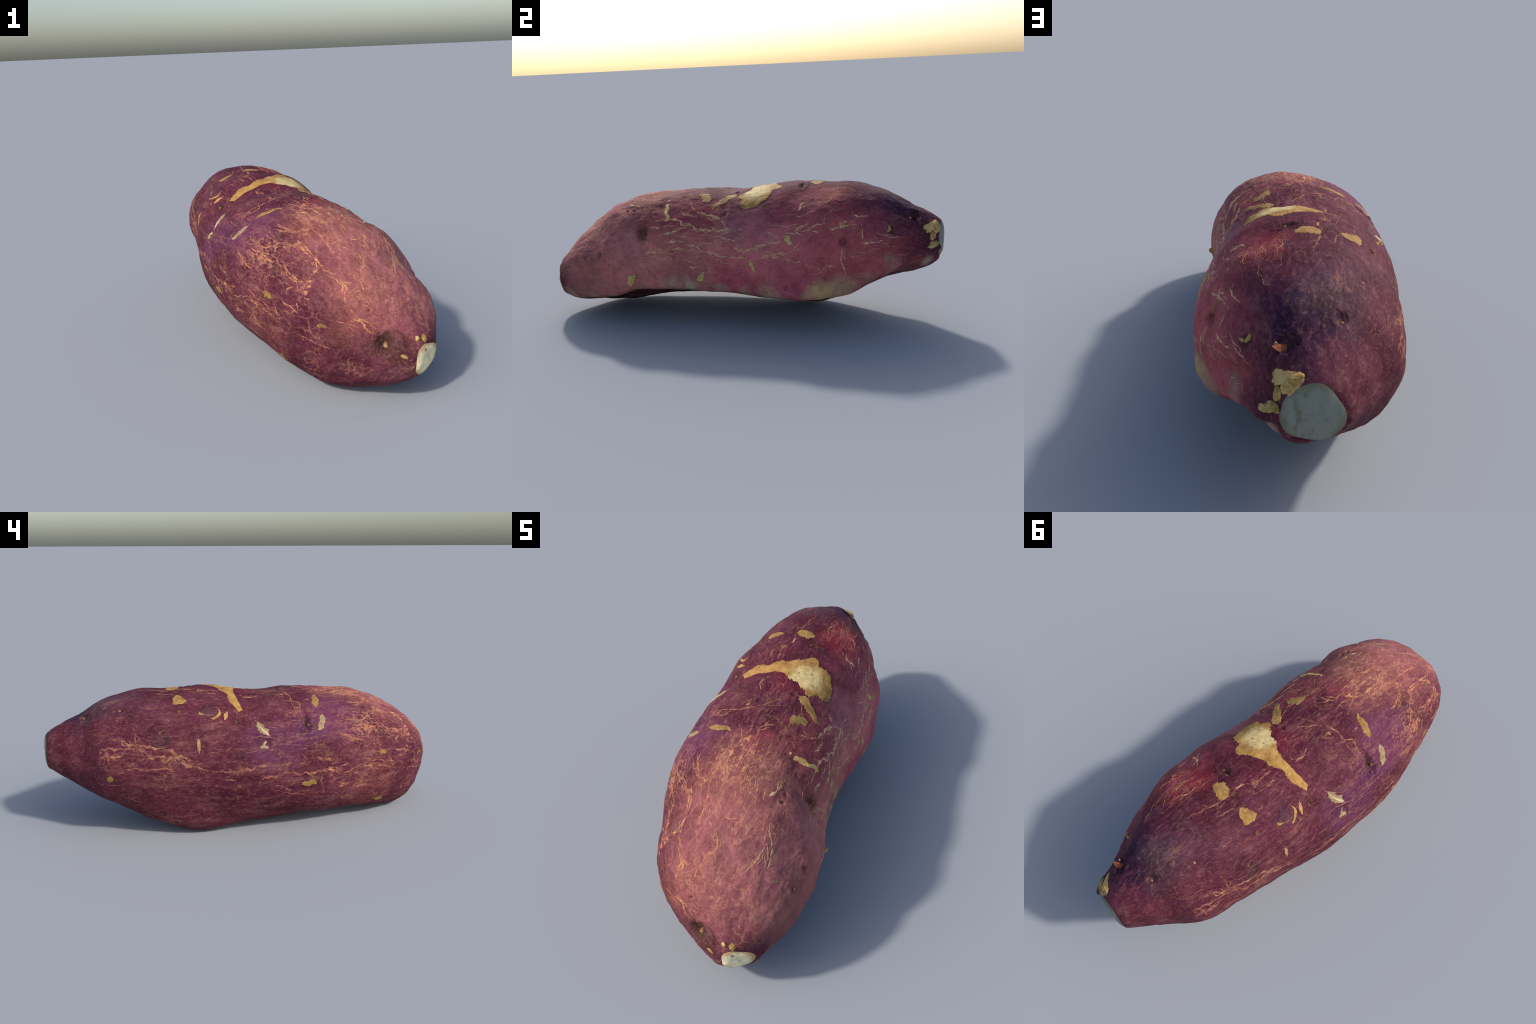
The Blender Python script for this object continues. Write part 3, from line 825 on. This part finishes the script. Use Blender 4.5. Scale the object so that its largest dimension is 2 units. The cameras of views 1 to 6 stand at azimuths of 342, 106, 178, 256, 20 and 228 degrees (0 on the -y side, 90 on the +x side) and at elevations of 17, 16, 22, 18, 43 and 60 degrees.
BACK_VEINS = [
    (2.1, [(628, 99.0), (663, 97.0), (695, 94.5), (736, 91.0)]),
    (1.5, [(644, 106.5), (664, 106.5), (687, 103.0)]),
    (1.5, [(611, 119.5), (626, 119.0)]),
    (1.8, [(731, 120.0), (707, 123.5), (683, 124.0)]),
    (1.8, [(403, 124.0), (417, 123.5)]),
    (2.6, [(426, 127.5), (428, 133.0), (430, 138.0)]),
    (1.8, [(433, 101.0), (437, 108.5), (432, 117.5)]),
    (1.6, [(454, 80.5), (446, 97.0), (444, 105.0)]),
    (2.4, [(440, 112.5), (460, 111.5)]),
    (2.6, [(485, 110.5), (503, 110.5), (518, 108.0)]),
    (2.7, [(175, 137.0), (204, 140.0)]),
    (2.7, [(211, 150.0), (229, 154.5), (267, 152.5)]),
    (1.7, [(251, 135.0), (282, 135.5), (274, 142.0)]),
    (1.9, [(306, 127.0), (325, 132.0), (342, 131.5)]),
    (2.1, [(326, 113.0), (303, 120.5), (294, 127.0)]),
    (1.7, [(344, 164.0), (377, 159.0)]),
    (1.7, [(754, 141.5), (744, 147.5), (744, 155.0), (773, 157.0), (785, 150.0)]),
    (1.9, [(565, 104.5), (606, 101.0)]),
    (1.5, [(636, 102.0), (654, 104.0)]),
    (1.5, [(658, 97.5), (696, 95.0)]),
]
crack_v, crack_f, base = [], [], 0

def add_crack(path, half, seed):
    """tapering ragged ribbon along a path of (station, radians)"""
    global base
    p3 = smooth_body(path[:, 0], path[:, 1])
    length = np.linalg.norm(np.diff(p3, axis=0), axis=1).sum()
    n = max(6, int(length / 0.0035))
    mid = spline(path, n)
    p, nrm, al, ro = smooth_frame(mid[:, 0], mid[:, 1])
    # wander, converted from metres to station / angle
    eu = np.linalg.norm(smooth_body(np.clip(mid[:, 0] + 0.002, 0, 1), mid[:, 1]) - p, axis=1) / 0.002
    et = np.linalg.norm(smooth_body(mid[:, 0], mid[:, 1] + 0.01) - p, axis=1) / 0.01
    d = np.gradient(p, axis=0)
    d = unit(d)
    sidev = unit(np.cross(nrm, d))
    to_uv = lambda off: np.stack([(off * al).sum(1) / eu, (off * ro).sum(1) / et], 1)
    wander = 0.0045 * fbm(p, 30.0, 3, seed, 0.6)
    t_ = np.linspace(0, 1, n)
    taper = np.clip(np.minimum(t_, 1 - t_) * 5, 0.12, 1) ** 0.6
    wl = half * taper * np.clip(1.5 + 1.2 * fbm(p, 45.0, 3, seed + 7, 0.7), 0.15, 3.2)
    wr = half * taper * np.clip(1.5 + 1.2 * fbm(p, 45.0, 3, seed + 13, 0.7), 0.15, 3.2)
    left = mid + to_uv(sidev * (wander + wl)[:, None])
    right = mid + to_uv(sidev * (wander - wr)[:, None])
    v, f, nn = strip_mesh(left, right, 5, 0.0007, 0.0, seed)
    f = orient(v, f, nn)
    crack_v.append(v)
    crack_f.extend([tuple(i + base for i in q) for q in f])
    base += len(v)
    return mid, to_uv, sidev, p

# station range, angle range, how many, half width (mm)
STREWN = {
    "tan_growth_crack": [((0.20, 0.80), (150, 205), 26, 1.6), ((0.45, 0.85), (95, 150), 12, 1.2)],
    "olive_tan_growth_crack": [((0.28, 0.60), (0, 45), 26, 2.2), ((0.60, 0.85), (-5, 50), 12, 1.7)],
    "orange_tan_growth_crack": [((0.12, 0.42), (55, 140), 30, 1.6), ((0.10, 0.35), (140, 185), 10, 1.4), ((0.62, 0.76), (50, 80), 14, 1.3)],
}
seed = 100
for groups, material in (((LEFT_VEINS, BACK_VEINS), CRACK), ((RIGHT_VEINS,), CRACK_PALE), ((TOP_VEINS, FRONT_VEINS), CRACK_WARM)):
    crack_v, crack_f, base = [], [], 0
    for half, pts in [v for g in groups for v in g]:
        path = polar(pts)
        seed += 3
        mid, to_uv, sidev, p3 = add_crack(path, half / 1000 * (2.1 if material is CRACK_PALE else 1.5 if material is CRACK else 1.2), seed)
        # hair-thin forks
        for _ in range(int(len(mid) / 26) + 1):
            k = int(rng.integers(1, max(2, len(mid) - 2)))
            sgn = rng.choice((-1.0, 1.0))
            reach = rng.uniform(0.010, 0.032)
            off = to_uv(sidev * sgn * reach)[k]
            k2 = int(np.clip(k + rng.choice((-1, 1)) * rng.integers(5, 14), 0, len(mid) - 1))
            end = mid[k2] + off
            seed += 3
            add_crack(np.array([mid[k], (mid[k] + end) / 2 + off * 0.15, end]), rng.uniform(0.4, 0.8) * min(half, 2.5) / 1000, seed)
    # more lengthwise cracks of the same family, strewn by rule
    for (u0, u1), (a0, a1), count, thick in STREWN[material.name]:
        for _ in range(count):
            u, a, reach = rng.uniform(u0, u1), rng.uniform(a0, a1), rng.uniform(0.025, 0.085)
            steps = np.linspace(0, 1, 6)
            drift = rng.uniform(-7, 7) * steps + np.cumsum(rng.normal(0, 1.5, 6))
            seed += 3
            add_crack(polar(np.stack([(u + reach * steps) * 1000, a + drift], 1)), rng.uniform(0.5, 1.0) * thick / 1000, seed)
    cracks = add_mesh("growth_crack", np.vstack(crack_v), crack_f, material)
    cracks["kind"] = "stuff"

# small solid pieces: rootlet stubs, corky lumps, bud
def pebble(name, u, ang, size, material, sink=0.3, twist=0.0, seed=1, rough=0.25, lean=0.0):
    """lump standing on the skin; size = half extents (along, round, out) in mm"""
    p, n, al, ro = [x[0] for x in skin_at([u / 1000], [math.radians(ang)])]
    bm = bmesh.new()
    bmesh.ops.create_icosphere(bm, subdivisions=4, radius=1.0)
    v = np.array([x.co[:] for x in bm.verts])
    f = [tuple(w.index for w in q.verts) for q in bm.faces]
    bm.free()
    v = v * (1 + rough * fbm(v, 1.6, 3, seed))[:, None]
    c, s = math.cos(twist), math.sin(twist)
    al, ro = al * c + ro * s, ro * c - al * s
    sx, sy, sz = [k / 1000 for k in size]
    q = p + (v[:, 0:1] * sx) * al + (v[:, 1:2] * sy) * ro + ((v[:, 2:3] - sink + 0) * sz) * n + lean * np.clip(v[:, 2:3], 0, 2) ** 2 * al * sz
    return add_mesh(name, q, f, material)

STUB = stub_material("dried_rootlet", (62, 48, 32), (136, 106, 72))
PALE_STUB = stub_material("pale_rootlet", (120, 84, 58), (190, 150, 108))
CORK = stub_material("yellow_cork", (140, 100, 46), (200, 170, 108), 45.0)
ROSE = stub_material("rose_rootlet", (84, 52, 46), (138, 92, 84))
THORN = stub_material("red_brown_flap", (104, 52, 38), (156, 88, 62), 50.0)

pebble('rootlet_stub', 614, 78.0, (5, 8, 5), STUB, sink=0.2, twist=0.4, seed=2, lean=0)
pebble('rootlet_stub', 313, 42.0, (5, 8, 5), STUB, sink=0.2, twist=0.2, seed=3, lean=0)
pebble('rootlet_stub', 315, 30.0, (6, 7, 5), CORK, sink=0.3, twist=0.2, seed=4, lean=0)
pebble('rootlet_stub', 431, 142.0, (5, 9, 6), STUB, sink=0.3, twist=-0.3, seed=5, lean=0)
pebble('rootlet_stub', 429, 154.0, (6, 8, 6), ROSE, sink=0.3, twist=0.2, seed=6, lean=0)
pebble('rootlet_stub', 171, 26.5, (4, 6, 4), STUB, sink=0.3, twist=0, seed=7, lean=0)
pebble('rootlet_stub', 785, 122.0, (5, 5, 3), PALE_STUB, sink=0.3, twist=0, seed=8, lean=0)
pebble('rootlet_stub', 646, 130.5, (8, 8, 4), STUB, sink=0.3, twist=0, seed=9, lean=0)
pebble('rootlet_stub', 424, 149.0, (7, 10, 8), STUB, sink=0.5, twist=0.3, seed=10, lean=0)
pebble('rootlet_stub', 417, 152.0, (5, 12, 6), STUB, sink=0.3, twist=0.1, seed=11, lean=0)
pebble('rootlet_stub', 545, 141.5, (6, 9, 9), STUB, sink=0.3, twist=0.4, seed=12, lean=0.5)
pebble('rootlet_stub', 293, 156.5, (5, 14, 7), ROSE, sink=0.4, twist=0, seed=13, lean=0)
pebble('rootlet_stub', 59, 163.5, (10, 13, 13), PALE_STUB, sink=0.2, twist=0.3, seed=14, lean=0.3)
pebble('rootlet_stub', 617, 160.5, (9, 32, 9), PALE_STUB, sink=0.1, twist=0.0, seed=15, lean=0)
pebble('rootlet_stub', 868, 34.5, (8, 17, 8), CORK, sink=0.1, twist=0.2, seed=16, lean=0)
pebble('rootlet_stub', 862, 29.5, (11, 6, 6), CORK, sink=0.2, twist=0.2, seed=17, lean=0)
pebble('rootlet_stub', 733, 17.0, (13, 3, 4), PALE_STUB, sink=0.0, twist=0.1, seed=18, lean=0)
pebble('rootlet_stub', 727, 23.0, (4, 9, 4), PALE_STUB, sink=0.2, twist=0.1, seed=19, lean=0)
pebble('rootlet_stub', 319, 35.0, (4, 5, 4), CORK, sink=0.2, twist=0, seed=20, lean=0)
pebble('rootlet_stub', 126, 26.5, (5, 6, 4), PALE_STUB, sink=0.3, twist=0, seed=21, lean=0)
pebble('rootlet_stub', 619, 83.0, (5, 10, 4), STUB, sink=0.3, twist=0.2, seed=22, lean=0)
pebble('rootlet_stub', 105, 141.0, (4, 4, 4), STUB, sink=0.2, twist=0, seed=23, lean=0)
pebble('rootlet_stub', 465, 50.0, (4, 4, 4), CORK, sink=0.2, twist=0, seed=24, lean=0)
pebble('rootlet_stub', 887, 114.0, (5, 6, 4), PALE_STUB, sink=0.3, twist=0, seed=25, lean=0)
pebble('rootlet_stub', 914, 56.0, (5, 5, 7), PALE_STUB, sink=0.1, twist=0, seed=26, lean=0)
pebble('corky_lump', 33, 116.5, (9, 9, 6), CORK, sink=0.2, twist=0, seed=27, lean=0)
pebble('corky_lump', 28, 96.0, (13, 13, 7), CORK, sink=0.3, twist=0, seed=28, lean=0)
pebble('corky_lump', 960, 60.0, (16, 28, 11), CORK, sink=0.3, twist=0, seed=29, lean=0)
pebble('corky_lump', 959, 24.0, (16, 24, 11), CORK, sink=0.3, twist=0, seed=30, lean=0)
pebble('corky_lump', 957, 3.5, (24, 16, 10), CORK, sink=0.3, twist=0, seed=31, lean=0)
pebble('corky_lump', 950, 0.0, (26, 10, 8), CORK, sink=0.3, twist=0, seed=32, lean=0)
pebble('corky_lump', 291, 353.0, (13, 12, 15), CORK, sink=0.1, twist=0, seed=33, lean=0)

# the thorn: a curled flap of torn skin near the back end
def flap(name, u0, a0, u1, a1, width, rise, material, seed):
    base_, n, al, ro = [x[0] for x in skin_at([u0 / 1000], [math.radians(a0)])]
    tip, n1, _, _ = [x[0] for x in skin_at([u1 / 1000], [math.radians(a1)])]
    axis = unit(tip - base_)
    cross = unit(np.cross(n, axis))
    rows, cols = 16, 9
    vs = []
    for layer in (0, 1):
        for i in range(rows):
            s = i / (rows - 1)
            for j in range(cols):
                w = (j / (cols - 1) - 0.5) * 2
                half = width / 1000 * (1 - s ** 1.5) ** 0.8 + 0.0008
                q = base_ + (tip - base_) * s + cross * w * half
                q = q + n * (rise / 1000 * (s ** 1.3) + 0.004 * (1 - w * w) * (1 - s) - 0.002 * (1 - s) - layer * 0.0028 * (1.1 - s))
                vs.append(q + 0.0012 * noise3(q[None], 90.0, seed)[0] * n)
    fs = []
    g = lambda l, i, j: l * rows * cols + i * cols + j
    for i in range(rows - 1):
        for j in range(cols - 1):
            fs.append((g(0, i, j), g(0, i, j + 1), g(0, i + 1, j + 1), g(0, i + 1, j)))
            fs.append((g(1, i, j), g(1, i + 1, j), g(1, i + 1, j + 1), g(1, i, j + 1)))
    for i in range(rows - 1):
        fs.append((g(0, i, 0), g(0, i + 1, 0), g(1, i + 1, 0), g(1, i, 0)))
        fs.append((g(0, i, cols - 1), g(1, i, cols - 1), g(1, i + 1, cols - 1), g(0, i + 1, cols - 1)))
    for j in range(cols - 1):
        fs.append((g(0, 0, j), g(1, 0, j), g(1, 0, j + 1), g(0, 0, j + 1)))
        fs.append((g(0, rows - 1, j), g(0, rows - 1, j + 1), g(1, rows - 1, j + 1), g(1, rows - 1, j)))
    o = add_mesh(name, np.array(vs), fs, material)
    recalc(o)
    return o

flap('skin_flap', 923, 63.0, 921, 53.5, 18, 20, THORN, 5)
